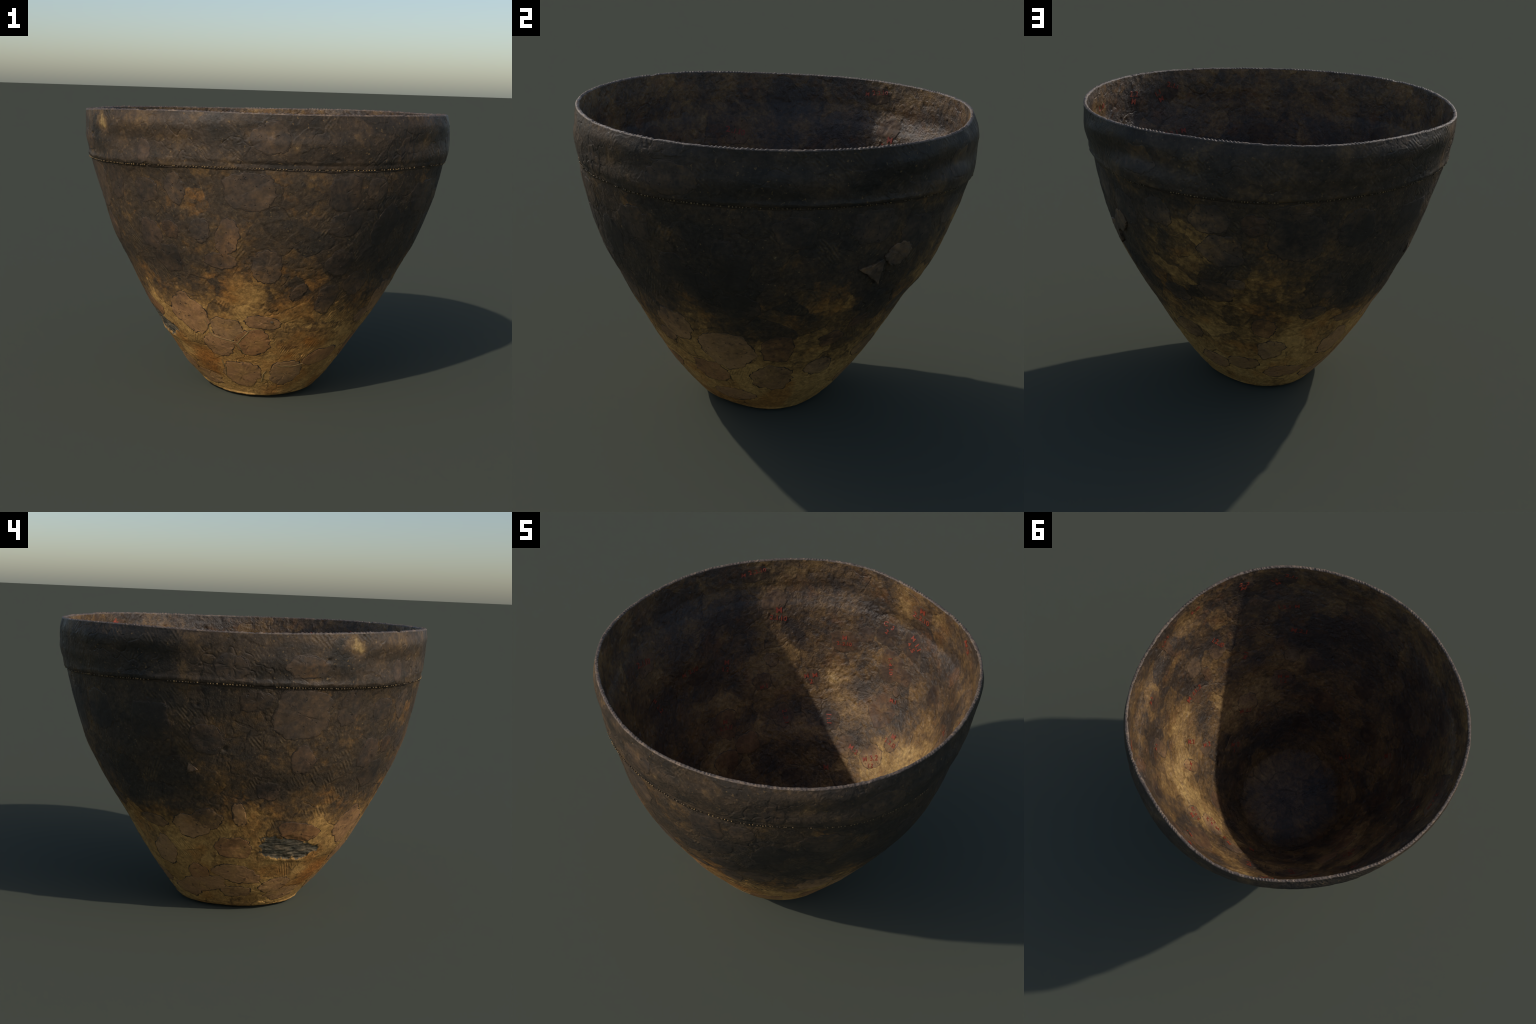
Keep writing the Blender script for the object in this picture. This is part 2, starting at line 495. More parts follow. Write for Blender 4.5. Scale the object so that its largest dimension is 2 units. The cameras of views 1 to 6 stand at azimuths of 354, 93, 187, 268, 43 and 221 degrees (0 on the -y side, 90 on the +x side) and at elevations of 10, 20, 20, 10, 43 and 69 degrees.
def mosaic(g, scale, seed):
    """Irregular cells, like the joins of old sherds: a value per cell and a thin broken line along the edges."""
    warp = g.vec("SUBTRACT", g.noise(g.pos, 5, 4, 0.6, colour=True), (0.5, 0.5, 0.5))
    p = g.vec("ADD", g.vec("ADD", g.pos, g.scaled(warp, 0.11)), (seed, seed * 0.7, 0.0))
    cell = g.node("ShaderNodeTexVoronoi", {"Vector": p, "Scale": scale, "Randomness": 0.95}, feature="F1")
    edge = g.node("ShaderNodeTexVoronoi", {"Vector": p, "Scale": scale, "Randomness": 0.95}, feature="DISTANCE_TO_EDGE")
    value = g.node("ShaderNodeSeparateColor", [cell.outputs["Color"]]).outputs[0]
    broken = g.span(g.noise(g.pos, 7, 3), 0.50, 0.64)
    width = g.math("MULTIPLY_ADD", g.noise(g.pos, 16, 3), 0.10, -0.012)
    line = g.math("MULTIPLY", g.span(g.math("DIVIDE", edge.outputs["Distance"], g.math("MAXIMUM", width, 0.004)), 1.0, 0.3), broken)
    return value, line


def scratches(g):
    """Groups of slanting strokes left by combing the wet clay."""
    sep = g.node("ShaderNodeSeparateXYZ", [g.pos])
    ang = g.math("ARCTAN2", sep.outputs[1], sep.outputs[0])
    flat = g.node("ShaderNodeCombineXYZ", [ang, sep.outputs[2], 0.0]).outputs[0]
    out = []
    for turn, seed in ((0.62, 1.0), (-0.75, 5.0)):
        m = g.node("ShaderNodeMapping", {"Vector": flat, "Rotation": (0, 0, turn)}).outputs[0]
        w = g.node("ShaderNodeTexWave", {"Vector": m, "Scale": 17.0, "Distortion": 5.0, "Detail": 3.0, "Detail Scale": 0.35}, wave_type="BANDS", bands_direction="X")
        mask = g.noise(g.vec("ADD", g.pos, (seed, 0, 0)), 5.5, 2, 0.5)
        gap = g.noise(g.vec("ADD", g.pos, (0, seed, 0)), 22, 2, 0.5)
        out.append(g.math("MULTIPLY", g.math("MULTIPLY", w.outputs["Fac"], g.span(mask, 0.55, 0.66)), g.span(gap, 0.42, 0.60)))
    return g.math("ADD", out[0], out[1])


def speckle(g, colour, low=0.72, high=1.30, scale=55):
    k = g.span(g.noise(g.pos, scale, 5, 0.65), 0.30, 0.70, low, high, "LINEAR")
    grey = g.node("ShaderNodeCombineColor", [k, k, k]).outputs[0]
    return g.mix(1.0, colour, grey, "MULTIPLY")


def outside_colour(g):
    cell, line = mosaic(g, 6.5, 2.0)
    d = g.math("ADD", outside_darkness(g), g.math("MULTIPLY_ADD", cell, 0.34, -0.17), clamp=True)
    col = g.ramp(d, [(0.0, (0.450, 0.248, 0.074)), (0.20, (0.315, 0.166, 0.049)), (0.42, (0.126, 0.070, 0.027)), (0.64, (0.066, 0.043, 0.024)), (1.0, (0.038, 0.029, 0.020))])
    rust = g.math("MULTIPLY", g.span(g.noise(g.pos, 4.5, 3), 0.50, 0.66), g.span(d, 0.7, 0.1))
    rust2 = g.math("MULTIPLY", g.spot(g.pos, on_wall(-72, 0.33), 0.20, 0.2), 0.7)
    rust3 = g.math("MULTIPLY", g.spot(g.pos, on_wall(-122, 0.22), 0.18, 0.2), 0.8)
    rust4 = g.math("MULTIPLY", g.spot(g.pos, on_wall(-100, 0.27), 0.12, 0.2), 0.6)
    col = g.mix(g.math("MULTIPLY", g.total([rust, rust2, rust3, rust4]), 0.6, clamp=True), col, (0.330, 0.125, 0.024))
    ochre = g.math("MULTIPLY", g.span(g.noise(g.vec("ADD", g.pos, (3.0, 1.0, 0.0)), 12, 6, 0.68), 0.53, 0.68), g.span(d, 1.0, 0.45))
    col = g.mix(g.math("MULTIPLY", ochre, 0.40), col, (0.170, 0.096, 0.033))
    fleck = g.span(g.noise(g.pos, 70, 3, 0.6), 0.65, 0.72)
    col = g.mix(g.math("MULTIPLY", fleck, 0.5), col, (0.28, 0.18, 0.075))
    strokes = scratches(g)
    col = g.mix(g.math("MULTIPLY", strokes, 0.20), col, (0.190, 0.120, 0.048))
    col = g.mix(g.math("MULTIPLY", line, 0.55), col, (0.034, 0.022, 0.013))
    return speckle(g, col, 0.62, 1.40), strokes, line


def clay_outside():
    g = Graph("sooted_clay")
    col, strokes, line = outside_colour(g)
    height = g.total([g.math("MULTIPLY", strokes, 0.5), g.noise(g.pos, 30, 6, 0.65), g.math("MULTIPLY", g.noise(g.pos, 140, 3, 0.6), 0.5), g.math("MULTIPLY", line, -0.35)])
    rough = g.span(g.noise(g.pos, 8, 3), 0.3, 0.7, 0.55, 0.78)
    return g.finish(col, rough, height, 0.005, 0.7, 0.24)


def clay_collar():
    g = Graph("burnished_collar_clay")
    p = g.vec("ADD", g.pos, g.scaled(g.vec("SUBTRACT", g.noise(g.pos, 6, 3, 0.6, colour=True), (0.5, 0.5, 0.5)), 0.10))
    n = g.noise(p, 5.5, 6, 0.68)
    cell, line = mosaic(g, 6.0, 7.0)
    lights = [g.math("MULTIPLY", g.spot(p, on_wall(a, z, collar_radius), r, 0.2), w) for a, z, r, w in (
        (-150, 1.49, 0.10, -0.55), (-147, 1.47, 0.05, -0.10), (-128, 1.50, 0.13, -0.16), (-163, 1.38, 0.12, -0.14), (-94, 1.45, 0.12, -0.08), (104, 1.38, 0.16, -0.18), (-62, 1.42, 0.10, -0.10), (92, 1.38, 0.14, -0.16), (174, 1.42, 0.16, -0.10),
        (0, 1.45, 0.34, 0.14), (30, 1.42, 0.34, 0.12), (150, 1.44, 0.30, 0.16), (130, 1.48, 0.2, 0.1))]
    d = g.math("ADD", g.total(lights), g.span(n, 0.26, 0.74, 0.22, 0.98, "LINEAR"))
    d = g.math("ADD", d, g.math("MULTIPLY_ADD", cell, 0.22, -0.11))
    d = g.math("ADD", d, g.math("MULTIPLY_ADD", g.noise(g.pos, 26, 5, 0.65), 0.5, -0.25), clamp=True)
    col = g.ramp(d, [(0.0, (0.360, 0.230, 0.085)), (0.25, (0.130, 0.077, 0.034)), (0.5, (0.068, 0.045, 0.027)), (0.75, (0.042, 0.031, 0.021)), (1.0, (0.025, 0.021, 0.016))])
    fleck = g.span(g.noise(g.pos, 58, 3, 0.6), 0.63, 0.71)
    col = g.mix(g.math("MULTIPLY", fleck, 0.55), col, (0.24, 0.145, 0.058))
    strokes = scratches(g)
    col = g.mix(g.math("MULTIPLY", strokes, 0.14), col, (0.170, 0.108, 0.050))
    col = g.mix(g.math("MULTIPLY", line, 0.35), col, (0.030, 0.020, 0.013))
    col = speckle(g, col, 0.70, 1.30)
    height = g.total([g.math("MULTIPLY", strokes, 0.45), g.noise(g.pos, 26, 6, 0.65), g.math("MULTIPLY", g.noise(g.pos, 130, 3, 0.6), 0.4), g.math("MULTIPLY", line, -0.15)])
    rough = g.span(g.noise(g.pos, 7, 3), 0.3, 0.7, 0.46, 0.66)
    return g.finish(col, rough, height, 0.005, 0.7, 0.25)


def clay_lip():
    g = Graph("worn_lip_clay")
    col = g.ramp(g.noise(g.pos, 20, 6, 0.68), [(0.3, (0.050, 0.035, 0.027)), (0.52, (0.118, 0.084, 0.060)), (0.72, (0.240, 0.158, 0.095))])
    col = speckle(g, col, 0.6, 1.4, 80)
    return g.finish(col, 0.5, g.noise(g.pos, 80, 5, 0.65), 0.005, 0.8, 0.4)


PALE_INSIDE = [
    (70, 0.52, 0.20, 0.47), (62, 0.66, 0.24, 0.36), (50, 0.72, 0.26, 0.34), (36, 0.74, 0.24, 0.31), (26, 0.80, 0.22, 0.20), (48, 0.92, 0.16, 0.19), (74, 0.66, 0.16, 0.16), (82, 0.42, 0.18, 0.31), (104, 0.72, 0.13, 0.23), (110, 0.88, 0.13, 0.39), (104, 0.98, 0.08, 0.20), (20, 0.86, 0.18, 0.28), (124, 0.98, 0.1, 0.20),
    (-6, 0.60, 0.30, 0.26), (-30, 0.55, 0.32, 0.24), (-45, 0.75, 0.2, 0.18), (160, 0.60, 0.36, 0.26), (140, 0.85, 0.3, 0.22), (125, 0.45, 0.25, 0.2), (-120, 0.45, 0.25, 0.15), (180, 0.40, 0.3, 0.2),  # shaded side of the interior lightened in colour for its ambient fill
    (62, 1.15, 0.32, -0.12), (72, 1.52, 0.10, 0.10), (88, 1.48, 0.12, 0.14), (138, 1.1, 0.12, 0.2), (100, 1.27, 0.24, -0.18), (80, 1.16, 0.20, -0.18), (112, 0.60, 0.10, -0.22), (128, 0.42, 0.12, -0.26),
    (-70, 1.0, 0.5, -0.14), (-120, 1.0, 0.5, -0.14), (170, 1.3, 0.5, -0.10), (-40, 1.35, 0.5, -0.14), (50, 1.42, 0.3, -0.04), (92, 0.80, 0.12, -0.12),
]


def inside_paleness(g):
    warp = g.vec("SUBTRACT", g.noise(g.pos, 4.5, 4, 0.6, colour=True), (0.5, 0.5, 0.5))
    p = g.vec("ADD", g.pos, g.scaled(warp, 0.16))
    parts = [g.math("MULTIPLY", g.spot(p, on_wall(a, z, inner_radius), r, 0.25), w) for a, z, r, w in PALE_INSIDE]
    parts.append(g.math("MULTIPLY_ADD", g.noise(g.pos, 6.0, 7, 0.66), 1.45, -0.52))
    parts.append(g.math("MULTIPLY_ADD", g.noise(g.pos, 34, 5, 0.68), 0.85, -0.425))
    floor = g.math("MULTIPLY", g.spot(p, (0.0, 0.0, 0.03), 0.40, 0.6), -0.05)
    return g.math("ADD", g.total(parts), floor, clamp=True)


def inside_colour(g):
    cell, line = mosaic(g, 6.0, 4.0)
    a = g.math("ADD", inside_paleness(g), g.math("MULTIPLY_ADD", cell, 0.30, -0.15), clamp=True)
    col = g.ramp(a, [(0.0, (0.048, 0.034, 0.024)), (0.2, (0.092, 0.056, 0.029)), (0.45, (0.175, 0.098, 0.037)), (0.72, (0.300, 0.176, 0.064)), (1.0, (0.480, 0.300, 0.108))])  # dark stops raised so the shadowed wall reads brighter
    rust = g.span(g.noise(g.vec("ADD", g.pos, (1.0, 4.0, 2.0)), 7, 5, 0.65), 0.54, 0.70)
    col = g.mix(g.math("MULTIPLY", rust, 0.5), col, (0.165, 0.072, 0.026))
    grey = g.math("MULTIPLY", g.spot(g.pos, (0.02, -0.02, 0.03), 0.36, 0.2), g.span(g.noise(g.pos, 7, 5, 0.65), 0.40, 0.62))
    col = g.mix(g.math("MULTIPLY", grey, 0.5), col, (0.085, 0.074, 0.066))
    col = g.mix(g.math("MULTIPLY", line, 0.40), col, (0.034, 0.023, 0.016))
    return speckle(g, col, 0.62, 1.38, 50), line


def clay_inside():
    g = Graph("mortared_clay")
    col, line = inside_colour(g)
    height = g.total([g.noise(g.pos, 24, 7, 0.68), g.math("MULTIPLY", g.noise(g.pos, 100, 3, 0.6), 0.4), g.math("MULTIPLY", line, -0.25)])
    rough = g.span(g.noise(g.pos, 9, 4), 0.3, 0.7, 0.24, 0.54)
    return g.finish(col, rough, height, 0.010, 0.85, 0.42)


def sherd_clay(name, tint, inside=False, mute=0.0):
    """Face of a sherd: smoother and pinker than the mortar, darkened with the wall it sits in."""
    g = Graph(name)
    if inside:
        a = inside_paleness(g)
        col = g.ramp(a, [(0.0, (0.064, 0.043, 0.030)), (0.35, (0.145, 0.088, 0.048)), (0.7, (0.245, 0.146, 0.074)), (1.0, (0.340, 0.208, 0.106))])
    else:
        d = outside_darkness(g, mute)
        col = g.ramp(d, [(0.0, (0.330, 0.176, 0.072)), (0.3, (0.215, 0.117, 0.051)), (0.55, (0.112, 0.068, 0.037)), (0.8, (0.062, 0.042, 0.027)), (1.0, (0.032, 0.025, 0.018))])
    col = g.mix(1.0, col, tint, "MULTIPLY")
    grain = g.span(g.noise(g.pos, 11, 5, 0.65), 0.3, 0.7, 0.78, 1.2, "LINEAR")
    col = g.mix(1.0, col, g.node("ShaderNodeCombineColor", [grain, grain, grain]).outputs[0], "MULTIPLY")
    wall_col = inside_colour(g)[0] if inside else outside_colour(g)[0]
    worn = g.span(g.noise(g.vec("ADD", g.pos, (2.0, 0.0, 5.0)), 11, 5, 0.68), 0.40, 0.68, 0.05 if inside else 0.0, 0.75 if inside else 0.5)
    col = g.mix(worn, col, wall_col)
    pore = g.span(g.noise(g.pos, 48, 3, 0.55), 0.63, 0.70)
    col = g.mix(g.math("MULTIPLY", pore, 0.6), col, (0.030, 0.020, 0.014))
    col = speckle(g, col, 0.82, 1.18, 80)
    height = g.total([g.noise(g.pos, 24, 5, 0.6), g.math("MULTIPLY", pore, -1.0)])
    return g.finish(col, g.span(g.noise(g.pos, 8, 3), 0.3, 0.7, 0.50, 0.70), height, 0.004, 0.7, 0.32)


def plain(name, stops, scale, rough=0.6, dist=0.003):
    g = Graph(name)
    col = speckle(g, g.ramp(g.noise(g.pos, scale, 5, 0.65), stops), 0.75, 1.25, scale * 2.2)
    return g.finish(col, rough, g.noise(g.pos, scale * 2, 5, 0.65), dist, 0.7, 0.4)


def core_clay():
    g = Graph("laminated_core_clay")
    flat = g.vec("MULTIPLY", g.pos, (1.0, 1.0, 3.0))
    n = g.noise(flat, 13, 6, 0.68)
    col = g.ramp(n, [(0.30, (0.034, 0.029, 0.020)), (0.45, (0.085, 0.071, 0.046)), (0.56, (0.140, 0.106, 0.064)), (0.72, (0.230, 0.160, 0.086))])
    col = speckle(g, col, 0.7, 1.3, 60)
    return g.finish(col, 0.75, n, 0.012, 0.9, 0.3)


MAT = {
    "body": clay_outside(), "collar": clay_collar(), "lip": clay_lip(), "interior": clay_inside(), "core": core_clay(),
    "pink": sherd_clay("pinkish_sherd_clay", (1.05, 1.0, 1.0)), "red": sherd_clay("reddish_sherd_clay", (1.0, 0.86, 0.76), mute=0.05),
    "grey": sherd_clay("greyish_sherd_clay", (0.94, 0.96, 1.0)), "dark": sherd_clay("dark_sherd_clay", (0.94, 0.92, 0.90), mute=0.08),
    "pale": sherd_clay("pale_sherd_clay", (1.1, 1.08, 1.06), mute=-0.18),
    "in_pink": sherd_clay("inner_sherd_clay", (1.05, 1.0, 0.98), True), "in_brown": sherd_clay("inner_brown_sherd_clay", (0.88, 0.74, 0.64), True),
    "in_dark": sherd_clay("inner_dark_sherd_clay", (0.58, 0.55, 0.55), True), "in_pale": sherd_clay("inner_pale_sherd_clay", (1.2, 1.2, 1.16), True),
    "crack": plain("dark_brown_line", [(0.3, (0.022, 0.015, 0.010)), (0.7, (0.060, 0.036, 0.018))], 30),
    "dirt": plain("brown_joint_dirt", [(0.3, (0.045, 0.030, 0.018)), (0.7, (0.110, 0.068, 0.032))], 30),
    "mortar": plain("ochre_mortar", [(0.3, (0.180, 0.108, 0.036)), (0.7, (0.310, 0.200, 0.075))], 26),
    "bead": plain("ochre_seam_dots", [(0.38, (0.045, 0.032, 0.020)), (0.5, (0.130, 0.082, 0.034)), (0.66, (0.300, 0.185, 0.066))], 40, 0.45),
    "ink": plain("red_ink", [(0.3, (0.180, 0.036, 0.019)), (0.7, (0.320, 0.058, 0.026))], 60, 0.5, 0.001),
    "flake": plain("grey_flake_clay", [(0.32, (0.050, 0.036, 0.022)), (0.68, (0.150, 0.106, 0.060))], 24),
}

# ------------------------------------------------------------------ build the vessel
pot = bpy.data.objects.new("clay_pot", None)
bpy.context.scene.collection.objects.link(pot)
pot["label"] = "large sooted earthenware pot, pieced together from sherds"
pot["category"] = "clay pot"

parts = {}
for tag in ("body", "collar", "lip", "interior"):
    keep = np.repeat((row_tag == tag)[:, None], COLUMNS, 1)
    if tag == "body":
        keep &= ~is_break
    faces = [quads[keep]]
    jj = np.arange(COLUMNS)
    if tag == "body":
        faces.append(np.stack([np.full(COLUMNS, south), (jj + 1) % COLUMNS, jj], -1))
    if tag == "interior":
        last = (NR - 1) * COLUMNS
        faces.append(np.stack([np.full(COLUMNS, north), last + jj, last + (jj + 1) % COLUMNS], -1))
    parts[tag] = new_object(tag, new_mesh(tag, verts, faces, [MAT[tag]], True, normals), pot)
new_object("exposed_core", new_mesh("exposed_core", verts, quads[is_break], [MAT["core"]], True, normals), parts["body"])

# ------------------------------------------------------------------ sherds let into the walls
# angle, height, half width, half height along the wall, turn, look, squareness
OUTER_SHERDS = [
    (-126.1, 0.526, .100, .125, 32, "pink", 2.6), (-110.6, 0.462, .086, .070, -8, "grey", 2.4), (-115.8, 0.352, .082, .088, 20, "pink", 2.6), (-99.5, 0.385, .094, .094, -20, "red", 2.4),
    (-95.2, 0.508, .088, .045, -8, "pink", 2.6), (-94.2, 0.819, .078, .092, 4, "grey", 4.0), (-82.2, 0.686, .038, .060, -25, "dark", 1.5), (-70.2, 0.641, .060, .095, -8, "dark", 3.2),
    (-107.1, 0.965, .060, .105, -12, "pink", 2.6), (-109.7, 0.845, .078, .046, 0, "pink", 2.8), (-122.7, 1.198, .056, .068, 3, "grey", 3.4), (-133.5, 1.173, .072, .064, 0, "dark", 3.4),
    (-100.2, 1.201, .128, .095, 0, "grey", 3.6), (-72.3, 1.198, .086, .090, 5, "dark", 3.4), (-61.1, 1.214, .060, .060, -6, "grey", 3.0), (-134.5, 0.948, .074, .085, 0, "pink", 2.8),
    (-125.9, 0.984, .048, .050, 10, "red", 3.0), (-115.7, 1.000, .053, .064, -10, "grey", 2.6), (-129.0, 0.836, .084, .080, 20, "dark", 3.0), (-58.4, 0.722, .080, .080, -28, "dark", 2.8),
    (-69.1, 0.841, .078, .070, -26, "dark", 3.0), (-70.5, 1.041, .090, .070, 0, "dark", 2.8), (-79.2, 0.185, .088, .100, 10, "grey", 2.8), (-105.8, 0.164, .105, .105, -6, "pink", 3.0),
    (-60.3, 0.278, .104, .056, 18, "red", 2.4), (-44.5, 0.510, .060, .048, 30, "pink", 2.6), (-139.0, 0.100, .105, .060, 0, "dark", 3.0), (-53.4, 1.015, .090, .120, -10, "dark", 2.6),
    (-15.9, 0.482, .138, .150, 5, "pale", 2.2), (5.4, 0.519, .082, .104, 0, "red", 2.6), (3.5, 0.292, .098, .108, 4, "dark", 2.6), (-36.1, 0.601, .096, .112, -18, "pale", 2.6),
    (-9.7, 0.991, .098, .122, 0, "dark", 2.4), (27.7, 0.562, .060, .052, 24, "red", 2.4), (38.1, 0.658, .056, .040, 20, "red", 2.4), (-25.9, 0.973, .096, .080, -22, "dark", 2.6),
    (-7.2, 0.800, .094, .080, 0, "dark", 2.8), (-11.2, 1.101, .050, .056, 0, "grey", 2.6), (30.9, 1.190, .112, .090, 0, "grey", 3.4), (-20.1, 0.885, .080, .084, -30, "dark", 2.4),
    (107.0, 1.085, .142, .122, 0, "dark", 2.6), (84.7, 1.013, .104, .094, 14, "grey", 2.4), (81.6, 1.176, .092, .080, 0, "grey", 2.8), (104.5, 1.222, .106, .042, 8, "dark", 2.4),
    (94.2, 1.160, .066, .056, -20, "red", 2.0), (97.0, 0.511, .062, .080, 0, "red", 2.4), (100.8, 0.346, .072, .080, -6, "grey", 2.4), (154.5, 0.165, .150, .066, 20, "pink", 2.4),
    (80.0, 0.758, .090, .078, 0, "dark", 2.6), (117.8, 0.616, .070, .048, 12, "dark", 2.4), (120.1, 0.788, .070, .084, 0, "dark", 2.4), (126.8, 1.106, .112, .106, 0, "dark", 3.0),
    (177.4, 0.422, .092, .078, 0, "red", 3.2), (179.0, 0.252, .118, .064, -12, "pink", 2.6), (157.7, 0.535, .096, .084, 10, "pale", 2.8), (-153.3, 0.522, .118, .062, -14, "red", 2.6),
    (137.8, 0.351, .078, .105, -28, "pale", 2.4), (179.8, 0.622, .034, .080, 10, "pale", 2.8), (-170.4, 0.762, .066, .055, -8, "pink", 2.4), (-160.6, 0.928, .060, .076, 0, "pink", 2.6),
    (-162.6, 1.160, .150, .122, 0, "grey", 3.6), (-133.0, 0.522, .040, .055, 15, "pink", 2.6), (166.1, 0.584, .082, .070, 0, "dark", 2.6), (155.1, 0.244, .056, .066, -30, "red", 2.6),
    (138.4, 0.112, .085, .054, 0, "pink", 2.6), (179.5, 0.129, .080, .050, 0, "dark", 3.4), (-153.7, 0.178, .086, .060, 16, "pink", 2.6), (138.5, 0.536, .086, .046, 0, "dark", 2.6),
    (-177.0, 1.220, .078, .050, 0, "dark", 3.2), (55, 0.42, .085, .075, 10, "dark", 2.6), (62, 0.20, .090, .070, 0, "pink", 2.6), (48, 1.12, .10, .085, 0, "dark", 2.8), (60, 0.68, .08, .07, 20, "grey", 2.6),
    (-30, 0.30, .095, .080, 14, "red", 2.4), (-22, 0.13, .10, .06, 0, "pink", 2.6), (28, 0.36, .075, .07, -10, "grey", 2.4), (112, 0.16, .10, .06, 0, "pink", 2.6), (84, 0.22, .085, .06, 8, "dark", 2.6),
    (150, 1.09, .12, .10, 0, "dark", 3.2), (168, 1.02, .085, .08, 0, "dark", 3.0), (-148, 1.19, .06, .09, 0, "dark", 3.2), (-38, 1.16, .11, .09, 0, "dark", 3.2), (8, 1.19, .09, .08, 0, "dark", 3.2), (64, 1.17, .085, .075, 0, "grey", 3.0),
]
COLLAR_SHERDS = [(-94.3, 1.455, .088, .072, 0, "grey", 2.6), (-22.8, 1.418, .120, .074, 0, "dark", 2.6), (-164.1, 1.392, .100, .054, 0, "grey", 3.2), (-132, 1.37, .04, .06, 0, "pink", 2.8), (-52, 1.40, .05, .07, 0, "dark", 2.8),
                 (176, 1.38, .08, .06, 0, "grey", 3.0), (60, 1.42, .09, .07, 0, "dark", 2.8)]
INNER_SHERDS = [
    (83.8, .771, 0.099, 0.099, -35, "in_brown", 3.4), (69.1, .690, 0.053, 0.063, 0, "in_dark", 2.4), (76.0, .553, 0.090, 0.078, 20, "in_pink", 2.6), (94.8, .512, 0.074, 0.075, 10, "in_pink", 2.8), (108.6, .610, 0.064, 0.060, 0, "in_dark", 2.8),
    (109.4, 1.073, 0.096, 0.069, 0, "in_brown", 2.6), (101.7, 1.145, 0.048, 0.054, 0, "in_pink", 2.4), (93.2, 1.192, 0.070, 0.075, 0, "in_dark", 2.6), (81.9, 1.198, 0.070, 0.078, 0, "in_dark", 2.6), (87.8, 1.017, 0.077, 0.099, 0, "in_brown", 2.8),
    (80.5, 1.013, 0.064, 0.054, 0, "in_brown", 2.4), (139.7, .928, .042, .042, 0, "in_pale", 2.4), (138.2, 1.290, .080, .060, 0, "in_pink", 2.8), (162.3, .964, .050, .040, 0, "in_pink", 2.4), (-162.5, 1.207, .094, .080, 0, "in_pink", 2.6),
    (167.5, .615, .075, .090, 0, "in_brown", 2.6), (135.2, .596, .070, .068, 0, "in_pink", 2.8), (144.8, .806, .060, .050, 0, "in_dark", 2.4), (121.4, .829, .046, .050, 0, "in_dark", 2.4), (174.9, .944, .070, .050, 0, "in_dark", 2.6),
    (157.3, .477, .081, .068, 0, "in_brown", 2.6), (174.5, .421, .080, .075, 0, "in_brown", 2.6), (127.8, .260, .070, .055, 0, "in_dark", 2.6),
    (-11.8, .990, .062, .066, 0, "in_pink", 2.3), (-3.5, .880, .034, .056, 0, "in_brown", 2.4), (1.2, 1.003, .055, .080, 0, "in_pale", 2.4), (9.0, 1.367, .030, .110, 10, "in_brown", 2.2), (-41.9, .619, .070, .072, 0, "in_pink", 2.2),
    (-18.7, .524, .078, .076, 0, "in_pink", 2.6), (3.6, .316, .052, .054, 0, "in_pink", 2.6), (-59.0, .756, .060, .058, 0, "in_pink", 2.4), (-46.8, .800, .050, .056, 0, "in_pale", 2.3), (6.5, .820, .050, .055, 0, "in_brown", 2.6),
    (39.1, .620, .040, .085, 12, "in_brown", 2.2), (41.4, .975, .046, .095, 0, "in_pink", 2.4), (22.9, .529, .045, .050, 0, "in_pale", 2.4), (-55.7, .293, .075, .060, 0, "in_dark", 2.4), (-124.0, .499, .040, .085, 0, "in_pink", 2.4),
    (-97.1, .215, .055, .070, 0, "in_pink", 2.6), (-147.7, .421, .042, .110, 0, "in_brown", 2.4), (-179.0, .314, .062, .100, 0, "in_brown", 2.6), (81.5, .905, .030, .030, 0, "in_pink", 2.6),
    (-68.2, .475, .075, .080, 0, "in_brown", 2.6), (-86.3, .718, .072, .086, 0, "in_dark", 2.6), (-110.6, .827, .060, .090, 0, "in_dark", 2.6), (-133.6, .906, .050, .095, 0, "in_brown", 2.6), (-102.7, .481, .060, .085, 0, "in_dark", 2.6),
    (-149.2, .722, .055, .100, 0, "in_dark", 2.6), (80, 1.42, .075, .055, 0, "in_brown", 2.8), (145, 1.46, .085, .050, 0, "in_dark", 2.8), (-28, 1.43, .055, .050, 0, "in_dark", 2.4), (-44, 1.45, .060, .060, 0, "in_dark", 2.2), (53, 1.48, .045, .05, 0, "in_brown", 2.4),
    (62, 1.06, .060, .070, 0, "in_dark", 2.6), (28, 1.22, .060, .070, 0, "in_dark", 2.6), (-80, 1.15, .080, .075, 0, "in_dark", 2.6), (-130, 1.2, .075, .080, 0, "in_dark", 2.8), (55, .36, .060, .070, 0, "in_brown", 2.6),
]


